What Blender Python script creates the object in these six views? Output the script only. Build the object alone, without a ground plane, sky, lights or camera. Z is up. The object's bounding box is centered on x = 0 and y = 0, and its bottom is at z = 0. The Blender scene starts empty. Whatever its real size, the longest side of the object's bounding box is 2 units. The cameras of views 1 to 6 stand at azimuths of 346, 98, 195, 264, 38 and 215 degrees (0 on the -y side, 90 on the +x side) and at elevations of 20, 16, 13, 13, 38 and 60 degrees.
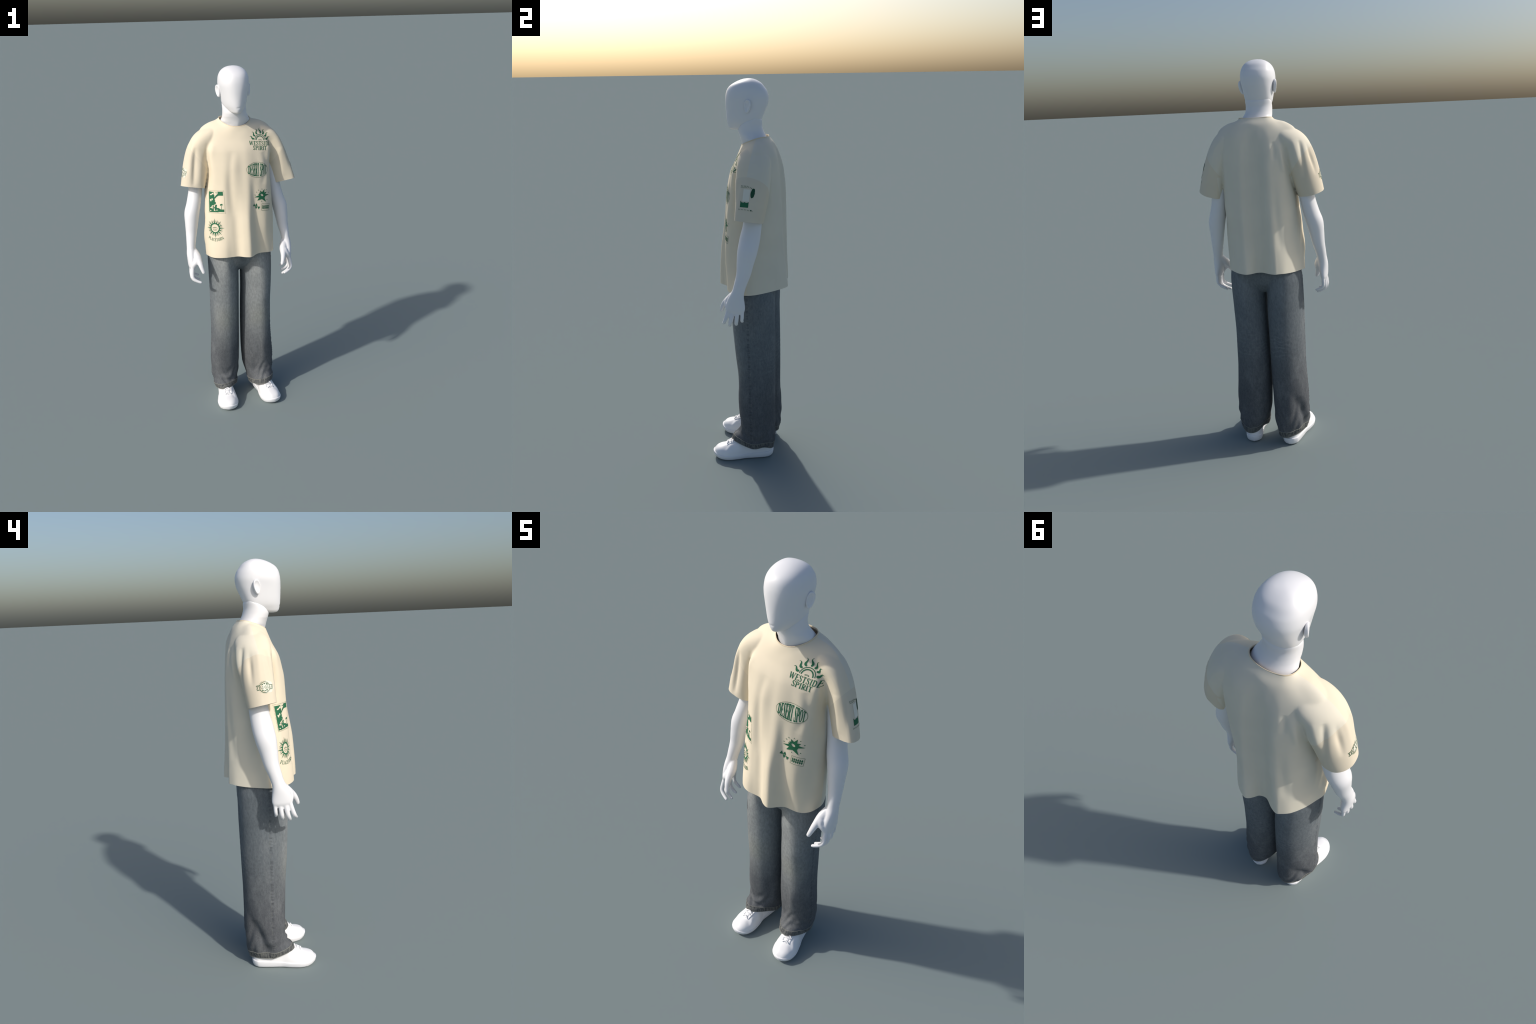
"""A white faceless shop mannequin in a cream printed T-shirt, washed grey jeans and white sneakers."""
import bpy, bmesh, math
import numpy as np
from mathutils import Vector
from mathutils.bvhtree import BVHTree

rng = np.random.default_rng(7)
scene = bpy.context.scene

# ------------------------------------------------------------------ helpers
def link(ob, parent=None):
    scene.collection.objects.link(ob)
    if parent is not None:
        ob.parent = parent
    return ob

def mesh_object(name, verts, faces, mat=None, parent=None, smooth=True):
    me = bpy.data.meshes.new(name)
    me.from_pydata([tuple(map(float, v)) for v in verts], [], [tuple(f) for f in faces])
    me.update()
    if mat:
        me.materials.append(mat)
    if smooth:
        me.polygons.foreach_set("use_smooth", [True] * len(me.polygons))
    return link(bpy.data.objects.new(name, me), parent)

def catmull(P, n, closed=False):
    """Catmull-Rom spline through the rows of P, n samples."""
    P = np.asarray(P, float)
    m = len(P)
    seg = m if closed else m - 1
    t = np.linspace(0, seg, n, endpoint=not closed)
    i = np.minimum(t.astype(int), seg - 1)
    f = (t - i)[:, None]
    if closed:
        a, b, c, d = P[(i - 1) % m], P[i % m], P[(i + 1) % m], P[(i + 2) % m]
    else:
        a, b, c, d = P[np.maximum(i - 1, 0)], P[i], P[i + 1], P[np.minimum(i + 2, m - 1)]
    return .5 * (2 * b + (c - a) * f + (2 * a - 5 * b + 4 * c - d) * f ** 2 + (3 * b - a - 3 * c + d) * f ** 3)

def pchip(x, Y, xs):
    """Monotone cubic interpolation of the rows of Y over x (no overshoot)."""
    x = np.asarray(x, float); Y = np.asarray(Y, float)
    shp = Y.shape
    Y = Y.reshape(len(x), -1)
    h = np.diff(x)[:, None]
    d = np.diff(Y, axis=0) / h
    m = np.zeros_like(Y)
    w1 = 2 * h[1:] + h[:-1]; w2 = h[1:] + 2 * h[:-1]
    with np.errstate(divide='ignore', invalid='ignore'):
        hm = (w1 + w2) / (w1 / d[:-1] + w2 / d[1:])
    m[1:-1] = np.where(d[:-1] * d[1:] > 0, hm, 0)
    m[0], m[-1] = d[0], d[-1]
    k = np.clip(np.searchsorted(x, xs, side='right') - 1, 0, len(x) - 2)
    t = ((xs - x[k]) / np.diff(x)[k])[:, None]
    hk = h[k]
    out = ((1 + 2 * t) * (1 - t) ** 2 * Y[k] + t * (1 - t) ** 2 * hk * m[k]
           + t * t * (3 - 2 * t) * Y[k + 1] + t * t * (t - 1) * hk * m[k + 1])
    return out.reshape((len(xs),) + shp[1:])

def loft(rings, cap=True):
    """Skin a stack of closed rings (k, n, 3) into vertices and faces."""
    R = np.asarray(rings)
    k, n = R.shape[:2]
    V = R.reshape(-1, 3)
    F = []
    for i in range(k - 1):
        for j in range(n):
            a, b = i * n + j, i * n + (j + 1) % n
            F.append((a, b, b + n, a + n))
    V = list(map(tuple, V))
    if cap:
        for base, flip in ((0, True), ((k - 1) * n, False)):
            c = R[0].mean(0) if flip else R[-1].mean(0)
            V.append(tuple(c)); ci = len(V) - 1
            for j in range(n):
                a, b = base + j, base + (j + 1) % n
                F.append((b, a, ci) if flip else (a, b, ci))
    return V, F

def super_ring(cx, yf, yb, hw, z, n=64, p=2.2, yc=None, left=None, pb=None):
    """Closed horizontal ring: half widths hw (right, -x) / left (+x), front yf and back yb."""
    t = np.linspace(0, 2 * np.pi, n, endpoint=False)
    c, s = np.cos(t), np.sin(t)
    e = np.where(s < 0, 2 / p, 2 / (pb or p))     # front and back squareness
    if yc is None:
        yc = (yf + yb) / 2
    X = np.sign(c) * np.abs(c) ** e
    Y = np.sign(s) * np.abs(s) ** e
    x = cx + X * np.where(X > 0, hw if left is None else left, hw)
    y = yc + np.where(Y > 0, (yb - yc) * Y, (yc - yf) * Y)
    return np.stack([x, y, np.full(n, z)], 1)

def ring_from_points(P, centre, n=240):
    """Control points around a centre -> ring resampled evenly by angle."""
    P = np.asarray(P, float)
    D = catmull(P, 1200, True)
    a = np.unwrap(np.arctan2(D[:, 1] - centre[1], D[:, 0] - centre[0]))
    o = np.argsort(a % (2 * np.pi)); a = (a % (2 * np.pi))[o]; D = D[o]
    t = np.linspace(0, 2 * np.pi, n, endpoint=False)
    return np.stack([np.interp(t, a, D[:, i], period=2 * np.pi) for i in range(D.shape[1])], 1)

def tube(P, R, n=20, ref=(0, 1, 0), steps=40, round_end=True, round_start=False):
    """Tube along spine P with radii R (ra across, rb along ref)."""
    P = catmull(P, steps)
    R = np.asarray(R, float)
    if R.ndim == 1:
        R = np.stack([R, R], 1)
    R = pchip(np.linspace(0, 1, len(R)), R, np.linspace(0, 1, steps))
    s = np.r_[0, np.cumsum(np.linalg.norm(np.diff(P, axis=0), axis=1))]
    L = s[-1]
    ss = []
    r1 = R[-1].mean(); r0 = R[0].mean()
    main = np.linspace(r0 if round_start else 0, L - r1 if round_end else L, steps)
    if round_start:
        ss += list(r0 * (1 - np.cos(np.linspace(0.15, np.pi / 2, 7)))[:-1])
    ss += list(main)
    if round_end:
        ss += list(L - r1 + r1 * np.sin(np.linspace(0, np.pi / 2 - .12, 8))[1:])
    ss = np.array(ss)
    Q = np.stack([np.interp(ss, s, P[:, i]) for i in range(3)], 1)
    RR = np.stack([np.interp(ss, s, R[:, i]) for i in range(2)], 1)
    if round_end:
        k = np.clip((ss - (L - r1)) / r1, 0, 1); RR *= np.sqrt(np.maximum(1 - k * k, .0004))[:, None]
    if round_start:
        k = np.clip((r0 - ss) / r0, 0, 1); RR *= np.sqrt(np.maximum(1 - k * k, .0004))[:, None]
    T = np.gradient(Q, axis=0); T /= np.linalg.norm(T, axis=1)[:, None]
    B = np.asarray(ref, float)[None] - (T @ np.asarray(ref, float))[:, None] * T
    B /= np.linalg.norm(B, axis=1)[:, None]
    A = np.cross(B, T)
    t = np.linspace(0, 2 * np.pi, n, endpoint=False)
    rings = Q[:, None] + A[:, None] * (np.cos(t)[None, :, None] * RR[:, :1, None]) + B[:, None] * (np.sin(t)[None, :, None] * RR[:, 1:, None])
    return loft(rings)

def merge(parts):
    V, F = [], []
    for v, f in parts:
        o = len(V)
        V += list(v)
        F += [tuple(i + o for i in g) for g in f]
    return V, F

def remesh(parts, voxel, smooth_iters, name="work", soften=0):
    """Fuse overlapping closed pieces into one skin and relax it."""
    V, F = merge(parts)
    ob = mesh_object(name, V, F)
    bm = bmesh.new(); bm.from_mesh(ob.data)
    bmesh.ops.recalc_face_normals(bm, faces=bm.faces[:])
    bm.to_mesh(ob.data); bm.free()
    m = ob.modifiers.new("r", 'REMESH'); m.mode = 'VOXEL'; m.voxel_size = voxel; m.adaptivity = 0
    m.use_smooth_shade = True
    dg = bpy.context.evaluated_depsgraph_get()
    me = bpy.data.meshes.new_from_object(ob.evaluated_get(dg))
    bpy.data.objects.remove(ob)
    co, ed = get_co(me), edges(me)
    for _ in range(soften):
        co = relax(co, ed, 1)
    set_co(me, relax(co, ed, smooth_iters))
    return me

def get_co(me):
    a = np.empty(len(me.vertices) * 3); me.vertices.foreach_get("co", a); return a.reshape(-1, 3)

def set_co(me, co):
    me.vertices.foreach_set("co", np.ascontiguousarray(co).ravel()); me.update()

def edges(me):
    e = np.empty(len(me.edges) * 2, int); me.edges.foreach_get("vertices", e); return e.reshape(-1, 2)

def relax(co, ed, iters, lam=.55, mask=None):
    n = len(co)
    deg = np.bincount(ed.ravel(), minlength=n).astype(float)[:, None]
    for k in range(iters):
        for l in (lam, -lam * 0.9) if iters > 3 else (lam,):
            acc = np.stack([np.bincount(ed[:, 0], co[ed[:, 1], i], n) + np.bincount(ed[:, 1], co[ed[:, 0], i], n) for i in range(3)], 1)
            d = (acc / deg - co) * l
            co = co + (d if mask is None else d * mask[:, None])
    return co

def normals(me):
    a = np.empty(len(me.vertices) * 3); me.vertices.foreach_get("normal", a); return a.reshape(-1, 3)

def gauss_line(co, pts, w, taper=True):
    """0..1 falloff around a polyline; fades at its ends."""
    P = catmull(np.asarray(pts, float), 25) if len(pts) > 2 else np.linspace(pts[0], pts[1], 25)
    g = np.zeros(len(co))
    near = np.nonzero(((co - P.mean(0)) ** 2).sum(1) < (np.linalg.norm(P - P.mean(0), axis=1).max() + 3 * w) ** 2)[0]
    C = co[near]
    best, along = np.full(len(C), 9.), np.zeros(len(C))
    for i in range(len(P) - 1):
        d = P[i + 1] - P[i]
        t = np.clip((C - P[i]) @ d / (d @ d), 0, 1)
        q = ((C - P[i] - t[:, None] * d) ** 2).sum(1)
        m = q < best
        best[m] = q[m]; along[m] = (i + t[m]) / (len(P) - 1)
    g[near] = np.exp(-best / (w * w))
    if taper:
        g[near] *= np.sin(np.pi * (.03 + .94 * along)) ** .8
    return g

def bisect(bm, geom_faces, co, no, keep_below=True, clear=True):
    fs = set(geom_faces)
    vs = {v for f in fs for v in f.verts}; es = {e for f in fs for e in f.edges}
    return bmesh.ops.bisect_plane(bm, geom=list(vs) + list(es) + list(fs), plane_co=co, plane_no=no, dist=1e-6, clear_outer=clear and keep_below)

def thicken(me, t, region):
    """Give an open cloth skin an inner face and rims; returns mesh, face regions and vertex normals."""
    co, N = get_co(me), normals(me)
    n = len(co)
    polys = [tuple(p.vertices) for p in me.polygons]
    count = {}
    for i, p in enumerate(polys):
        for a, b in zip(p, p[1:] + p[:1]):
            k = (min(a, b), max(a, b))
            count.setdefault(k, []).append((a, b, i))
    F = list(polys) + [tuple(v + n for v in reversed(p)) for p in polys]
    R = list(region) + list(region)
    for c in count.values():
        if len(c) == 1:
            a, b, i = c[0]
            F.append((b, a, a + n, b + n)); R.append(region[i])
    return np.vstack([co, co - N * t]), F, np.array(R), np.vstack([N, -N])

def split_mesh(me, region, names, mats, parent):
    """Cut one skin into named objects by a per-face region; normals stay those of the whole."""
    if isinstance(me, tuple):
        co, polys, region, N = me
    else:
        N, co, polys = normals(me), get_co(me), [tuple(p.vertices) for p in me.polygons]
    out = []
    for r, nm in enumerate(names):
        sel = [polys[i] for i in np.nonzero(region == r)[0]]
        if not sel:
            out.append(None); continue
        used = sorted({v for p in sel for v in p})
        mp = {v: i for i, v in enumerate(used)}
        ob = mesh_object(nm, co[used], [tuple(mp[v] for v in p) for p in sel], mats[r], parent)
        ob.data.normals_split_custom_set_from_vertices([tuple(N[v]) for v in used])
        out.append(ob)
    return out

def face_centres(me):
    a = np.empty(len(me.polygons) * 3); me.polygons.foreach_get("center", a); return a.reshape(-1, 3)

# ------------------------------------------------------------------ materials
class Nodes:
    def __init__(self, name):
        self.mat = bpy.data.materials.new(name); self.mat.use_nodes = True
        self.t = self.mat.node_tree
        self.bsdf = self.t.nodes["Principled BSDF"]
        self.pos = self.new("ShaderNodeTexCoord").outputs["Object"]
    def new(self, kind, **kw):
        n = self.t.nodes.new(kind)
        for k, v in kw.items():
            setattr(n, k, v)
        return n
    def put(self, sock, v):
        if isinstance(v, bpy.types.NodeSocket):
            self.t.links.new(v, sock)
        elif v is not None:
            sock.default_value = v
    def math(self, op, a, b=None, c=None, clamp=False):
        n = self.new("ShaderNodeMath", operation=op, use_clamp=clamp)
        for i, v in enumerate((a, b, c)):
            self.put(n.inputs[i], v)
        return n.outputs[0]
    def xyz(self):
        n = self.new("ShaderNodeSeparateXYZ"); self.put(n.inputs[0], self.pos); return n.outputs
    def noise(self, scale, detail=3, rough=.55, stretch=(1, 1, 1)):
        m = self.new("ShaderNodeMapping"); self.put(m.inputs["Vector"], self.pos); m.inputs["Scale"].default_value = stretch
        n = self.new("ShaderNodeTexNoise"); self.put(n.inputs["Vector"], m.outputs[0])
        n.inputs["Scale"].default_value = scale; n.inputs["Detail"].default_value = detail; n.inputs["Roughness"].default_value = rough
        return n.outputs[0]
    def ramp(self, v, a, b, smooth=True):
        n = self.new("ShaderNodeMapRange", interpolation_type='SMOOTHSTEP' if smooth else 'LINEAR')
        self.put(n.inputs[0], v); n.inputs[1].default_value = a; n.inputs[2].default_value = b
        return n.outputs[0]
    def mix(self, f, a, b, mode='MIX'):
        n = self.new("ShaderNodeMix", data_type='RGBA', blend_type=mode)
        self.put(n.inputs[0], f)
        self.put(n.inputs[6], a if isinstance(a, bpy.types.NodeSocket) else (*a, 1))
        self.put(n.inputs[7], b if isinstance(b, bpy.types.NodeSocket) else (*b, 1))
        return n.outputs[2]
    def bump(self, h, strength, dist):
        n = self.new("ShaderNodeBump"); self.put(n.inputs["Height"], h)
        n.inputs["Strength"].default_value = strength; n.inputs["Distance"].default_value = dist
        self.put(self.bsdf.inputs["Normal"], n.outputs[0])
    def done(self, colour, rough, spec=.5, sheen=0):
        self.put(self.bsdf.inputs["Base Color"], colour if isinstance(colour, bpy.types.NodeSocket) else (*colour, 1))
        self.put(self.bsdf.inputs["Roughness"], rough)
        self.bsdf.inputs["Specular IOR Level"].default_value = spec
        if sheen:
            self.bsdf.inputs["Sheen Weight"].default_value = sheen
        return self.mat

def plain(name, col, rough=.5, spec=.5, sheen=0):
    return Nodes(name).done(col, rough, spec, sheen)

SKIN = (.80, .80, .82)
skin = plain("mannequin_white_satin", SKIN, .42, .5)

def cotton(name, col):
    n = Nodes(name)
    a = n.noise(9, 3)
    weave = n.noise(650, 2, .6)
    c = n.mix(n.ramp(a, .3, .7), tuple(x * .97 for x in col), col)
    n.bump(weave, .12, .001)
    return n.done(c, .9, .2, .0)

CREAM_FRONT = (.80, .71, .55)
CREAM_BACK = (.76, .71, .59)
CREAM_SLEEVE = (.74, .66, .52)
mat_front = cotton("cream_cotton_front", CREAM_FRONT)
mat_back = cotton("cream_cotton_back", CREAM_BACK)
mat_sleeve = cotton("cream_cotton_sleeve", CREAM_SLEEVE)
mat_collar = cotton("cream_rib_collar", (.76, .64, .46))
ink = plain("green_print_ink", (.022, .145, .068), .75, .3)
ink_dark = plain("dark_green_print_ink", (.015, .075, .04), .75, .3)
ink_thin = plain("faded_print_ink", (.16, .22, .13), .8, .3)
pale = plain("pale_print_backing", (.80, .77, .66), .8, .3)
oval_ground = plain("oval_print_ground", (.79, .73, .57), .85, .3)
badge_ink = plain("badge_print_ink", (.075, .15, .085), .8, .3)
rubber = plain("white_rubber_sole", (.84, .84, .86), .45)
leather = plain("white_leather", (.88, .88, .89), .45)
lace_mat = plain("white_lace", (.88, .88, .89), .7)

def denim(name, hem=False):
    n = Nodes(name)
    x, y, z = n.xyz()
    fine = n.noise(420, 2, .7, (1, 1, .35))
    twill = n.noise(110, 4, .7, (1, 1, .45))
    cloud = n.noise(7, 3, .5)
    base = n.mix(n.ramp(z, .25, .75), (.104, .112, .122), (.160, .184, .200))
    # washed-out thighs at the front, a little yellowed around the right knee
    ax = n.math('ABSOLUTE', n.math('ADD', x, .012))
    mid = n.math('SUBTRACT', 1, n.math('MULTIPLY', n.math('ABSOLUTE', n.math('SUBTRACT', ax, .102)), 11), clamp=True)
    front = n.ramp(y, .02, -.06)
    tall = n.math('ADD', n.math('MULTIPLY', n.ramp(z, .30, .60), .85), .15)
    fade = n.math('MULTIPLY', n.math('MULTIPLY', mid, front), tall, clamp=True)
    fade = n.math('MULTIPLY', fade, n.ramp(cloud, .05, .55))
    c = n.mix(n.math('MULTIPLY', fade, .82), base, (.46, .475, .46))
    wash = n.math('MULTIPLY', n.ramp(n.noise(16, 4, .6, (1, 1, .45)), .45, .75), .30)
    c = n.mix(wash, c, (.27, .285, .29))
    dull = n.math('MULTIPLY', fade, n.math('MULTIPLY', n.ramp(z, .44, .52), n.ramp(z, .68, .56)))
    c = n.mix(n.math('MULTIPLY', dull, .35), c, (.34, .345, .27))
    back = n.ramp(y, .06, .13)
    seat = n.math('MULTIPLY', n.math('MULTIPLY', mid, back), n.ramp(z, .72, .9))
    c = n.mix(n.math('MULTIPLY', seat, .45), c, (.27, .30, .32))
    # knee-pit whiskers
    w = n.new("ShaderNodeTexWave", wave_type='BANDS', bands_direction='Z', wave_profile='SIN')
    n.put(w.inputs["Vector"], n.pos); w.inputs["Scale"].default_value = 15; w.inputs["Distortion"].default_value = 7
    w.inputs["Detail"].default_value = 2; w.inputs["Detail Scale"].default_value = 1.1
    kn = n.math('MULTIPLY', n.math('MULTIPLY', n.ramp(z, .47, .53), n.ramp(z, .66, .61)), n.ramp(y, .03, .08))
    c = n.mix(n.math('MULTIPLY', n.math('MULTIPLY', n.ramp(w.outputs[0], .5, .98), n.math('MULTIPLY', kn, n.ramp(cloud, .35, .7))), .24), c, (.27, .30, .32))
    # outer side seam: pale ridge with dark puckers
    sy = n.math('SUBTRACT', y, n.math('SUBTRACT', .0185, n.math('MULTIPLY', z, .012)))
    outer = n.ramp(ax, .13, .15)
    band = n.math('MULTIPLY', n.ramp(n.math('ABSOLUTE', sy), .009, .004), outer)
    pk = n.noise(85, 1, .5, (.15, .15, 1))
    c = n.mix(n.math('MULTIPLY', n.math('MULTIPLY', band, n.ramp(pk, .60, .34)), .36), c, (.034, .038, .046))
    rim = n.math('MULTIPLY', n.math('MULTIPLY', n.ramp(n.math('ABSOLUTE', n.math('SUBTRACT', sy, .0065)), .0035, .0015), outer), n.ramp(pk, .42, .55))
    c = n.mix(n.math('MULTIPLY', rim, .25), c, (.21, .22, .2))
    if hem:
        p2 = n.noise(150, 2, .6, (1, 1, .12))
        c = n.mix(n.ramp(p2, .40, .56), (.066, .071, .078), (.165, .17, .158))
        c = n.mix(n.math('MULTIPLY', n.ramp(cloud, .42, .62), .5), c, (.15, .155, .15))
    c = n.mix(n.ramp(twill, .25, .75), n.mix(.34, c, (0.02, .022, .03)), c)
    c = n.mix(n.math('MULTIPLY', n.ramp(fine, .45, .75), .22), c, (.26, .27, .28))
    n.bump(fine, .25, .001)
    return n.done(c, .92, .15, .0)

mat_denim = denim("washed_grey_denim")
mat_hem = denim("worn_denim_hem", True)

# ------------------------------------------------------------------ the thing
thing = link(bpy.data.objects.new("clothed_mannequin", None))
thing["label"] = "white faceless mannequin in cream printed t-shirt, grey jeans and white sneakers"
thing["category"] = "mannequin"

# ------------------------------------------------------------------ head, neck, ears
HX = -.0135
head_sections = [  # z, front y, back y, half width
    (1.755, -.079, -.050, .010), (1.758, -.088, -.035, .023), (1.765, -.0930, -.01, .037), (1.775, -.0965, .025, .049),
    (1.790, -.0995, .06, .0595), (1.810, -.1015, .074, .0660), (1.830, -.1025, .083, .0695), (1.850, -.1035, .092, .0725),
    (1.880, -.1045, .104, .0775), (1.910, -.1035, .108, .0825), (1.940, -.0975, .1005, .0805), (1.960, -.086, .087, .074),
    (1.975, -.066, .075, .0645), (1.985, -.047, .061, .053), (1.993, -.027, .045, .038), (1.998, -.008, .028, .020), (2.0, .008, .013, .002)]
S = np.array(head_sections)
zz = np.r_[np.linspace(1.755, 1.985, 90), np.linspace(1.9855, 2.0, 26)]
prof = pchip(S[:, 0], S[:, 1:], zz)
rings = []
for z, (yf, yb, hw) in zip(zz, prof):
    k = np.clip((z - 1.77) / .12, 0, 1)
    rings.append(super_ring(HX, yf, yb, hw, z, 96, 1.85 + .42 * k, yc=min(max(.022, yf + .01), yb - .004), pb=2.15 + .1 * k))
V, F = loft(rings)
head_me = remesh([(V, F)], .0034, 4, soften=14)
co = get_co(head_me)
co[:, 2] = 1.755 + (co[:, 2] - co[:, 2].min()) * .245 / np.ptp(co[:, 2])
co[:, 0] = HX + (co[:, 0] - HX) * 1.010
co[:, 1] = .002 + (co[:, 1] - .002) * 1.008
mouth = gauss_line(co, [(HX - .011, -.0985, 1.787), (HX + .011, -.0985, 1.787)], .004)
co[:, 1] += .0022 * mouth
set_co(head_me, co)
head_me.name = "head"
head_me.materials.clear(); head_me.materials.append(skin)
head_me.polygons.foreach_set("use_smooth", [True] * len(head_me.polygons))
head = link(bpy.data.objects.new("head", head_me), thing)

neck_sections = [  # z, front y, back y, half width, centre x
    (1.58, -.030, .140, .115, -.004), (1.64, -.018, .130, .105, -.004), (1.675, -.0225, .117, .0935, -.004), (1.695, -.0285, .109, .0870, -.004), (1.710, -.0325, .1025, .0815, -.004),
    (1.725, -.037, .0935, .0740, -.006), (1.740, -.0415, .0855, .0690, -.0095), (1.755, -.045, .0795, .0663, -.0118), (1.78, -.0405, .0745, .0655, -.0128), (1.797, -.027, .0752, .0655, -.013),
    (1.806, -.005, .0730, .0635, -.013), (1.815, .015, .068, .060, -.013)]
S = np.array(neck_sections)
zz = np.linspace(1.58, 1.815, 70)
prof = pchip(S[:, 0], S[:, 1:], zz)
low = lambda z: np.clip((1.735 - z) / .04, 0, 1)      # the base spreads sideways behind, not in front
V, F = loft([super_ring(x, a, b, c, z, 80, 2.05 - .45 * low(z), yc=(a + b) / 2 + .018 * low(z), pb=2.05) for z, (a, b, c, x) in zip(zz, prof)])
neck = mesh_object("neck", V, F, skin, thing)

def make_ear(side):
    """Flat shell of an ear: teardrop rim, shallow bowl, back edge swung outwards."""
    nu, nv = 40, 14
    V, F = [], []
    rings = []
    t = np.linspace(0, 2 * np.pi, nu, endpoint=False)
    ly = .0215 * np.sin(t) * (1 - .22 * np.cos(t - np.pi) * 1) ; lz = .0335 * np.cos(t)
    ly = .0180 * np.sin(t) * (1 + .22 * np.cos(t))
    for d, s in ((-.0085, .0), (-.0085, .55), (-.0068, .86), (-.003, .985), (.0015, 1.0), (.0048, .95), (.0055, .84), (.0035, .70), (.0008, .5), (.0, .25), (.0, .02)):
        rings.append(np.stack([np.full(nu, d), ly * s, lz * s], 1))
    R = np.array(rings)
    V, F = loft(R)
    V = np.array(V)
    a = np.radians(27)
    d, y, z = V[:, 0], V[:, 1], V[:, 2]
    out = d * np.cos(a) + (y + .012) * np.sin(a)
    yy = -d * np.sin(a) + y * np.cos(a)
    # lean the top backwards
    b = np.radians(8)
    yy, z = yy * np.cos(b) + z * np.sin(b), z * np.cos(b) - yy * np.sin(b)
    P = np.stack([HX + side * (.0795 + out + .10 * np.clip(z, -.05, .04) * 1.0), .0165 + yy, 1.8705 + z], 1)
    ob = mesh_object("ear", P, F, skin, thing)
    bm = bmesh.new(); bm.from_mesh(ob.data); bmesh.ops.recalc_face_normals(bm, faces=bm.faces[:]); bm.to_mesh(ob.data); bm.free()
    m = ob.modifiers.new("s", 'SUBSURF'); m.levels = m.render_levels = 1
    return ob
for side in (-1, 1):
    make_ear(side)

# ------------------------------------------------------------------ arms and hands
arm_spine = [(-.228, .058, 1.50, .038, .046), (-.2465, .050, 1.34, .038, .045), (-.262, .037, 1.25, .0405, .050), (-.274, .029, 1.20, .0425, .049),
             (-.281, .018, 1.14, .037, .042), (-.286, .010, 1.09, .032, .036), (-.293, -.005, 1.04, .027, .031), (-.297, -.015, 1.005, .0245, .030),
             (-.300, -.024, .975, .0245, .036), (-.302, -.031, .945, .023, .0445), (-.305, -.034, .917, .0195, .0475), (-.308, -.036, .896, .015, .0455), (-.309, -.037, .884, .009, .038)]
fingers = [  # spine points, radii
    ([(-.303, -.068, .915), (-.310, -.082, .867), (-.307, -.091, .844), (-.286, -.100, .829), (-.260, -.108, .819)], (.0118, .0108, .0100, .0088, .0074)),
    ([(-.306, -.048, .910), (-.312, -.058, .855), (-.304, -.066, .831), (-.281, -.072, .816), (-.255, -.077, .807)], (.0118, .0110, .0102, .0090, .0075)),
    ([(-.306, -.024, .910), (-.311, -.030, .857), (-.303, -.034, .836), (-.283, -.037, .823), (-.261, -.038, .816)], (.0112, .0104, .0098, .0086, .0072)),
    ([(-.304, -.002, .912), (-.307, -.003, .868), (-.300, -.006, .850), (-.283, -.007, .839), (-.261, -.009, .831)], (.0102, .0092, .0086, .0076, .0064)),
    ([(-.294, -.012, 1.006), (-.275, -.052, .966), (-.264, -.092, .931), (-.256, -.110, .902), (-.247, -.119, .875)], (.016, .0220, .0155, .0120, .0092)),
    ([(-.276, -.062, .965), (-.281, -.077, .941), (-.295, -.076, .924), (-.304, -.070, .900)], (.019, .0165, .0145, .0115))]
A = np.array(arm_spine)
A[:, :2] -= np.outer(np.clip((1.30 - A[:, 2]) / .1, 0, 1) * np.clip((A[:, 2] - .90) / .08, 0, 1), (.004, .003))
parts = [tube(A[:, :3], A[:, 3:], 36, steps=90)]
for P, r in fingers:
    parts.append(tube(P, r, 18, ref=(0, 1, .2), steps=26, round_start=True))
arm_me = remesh(parts, .0024, 5, soften=10)
mirror_axis = -.018
for side in (0, 1):
    me = arm_me.copy()
    if side:
        co = get_co(me); co[:, 0] = 2 * mirror_axis - co[:, 0]; co[:, 1] += .004
        set_co(me, co); me.flip_normals()
    z = face_centres(me)[:, 2]
    split_mesh(me, np.where(z > 1.0, 0, 1), ["arm", "hand"], [skin, skin], thing)
    bpy.data.meshes.remove(me)

# ------------------------------------------------------------------ T-shirt skin
CEN = (-.008, .035)
HEM_Z = .962
hem_ring = [(.187, .024), (.172, .066), (.138, .122), (.098, .173), (.05, .203), (.028, .198), (.012, .181), (-.002, .163), (-.032, .157), (-.07, .180), (-.099, .191),
            (-.117, .184), (-.149, .156), (-.181, .102), (-.201, .048), (-.212, .015), (-.211, -.009), (-.191, -.07), (-.16, -.105), (-.121, -.124), (-.082, -.123),
            (-.046, -.124), (-.012, -.147), (.017, -.156), (.037, -.143), (.055, -.122), (.08, -.104), (.12, -.099), (.152, -.085), (.176, -.054), (.186, -.013)]
low_ring = [(.190, .03), (.171, .067), (.138, .115), (.098, .162), (.055, .189), (.028, .180), (.0, .164), (-.03, .159), (-.065, .175), (-.09, .187), (-.12, .173), (-.155, .138), (-.185, .09), (-.205, .04),
            (-.210, 0), (-.195, -.05), (-.165, -.080), (-.12, -.106), (-.085, -.114), (-.05, -.117), (-.012, -.139), (.018, -.146), (.047, -.124), (.07, -.111), (.12, -.104), (.155, -.079), (.18, -.04), (.190, -.005)]
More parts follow.
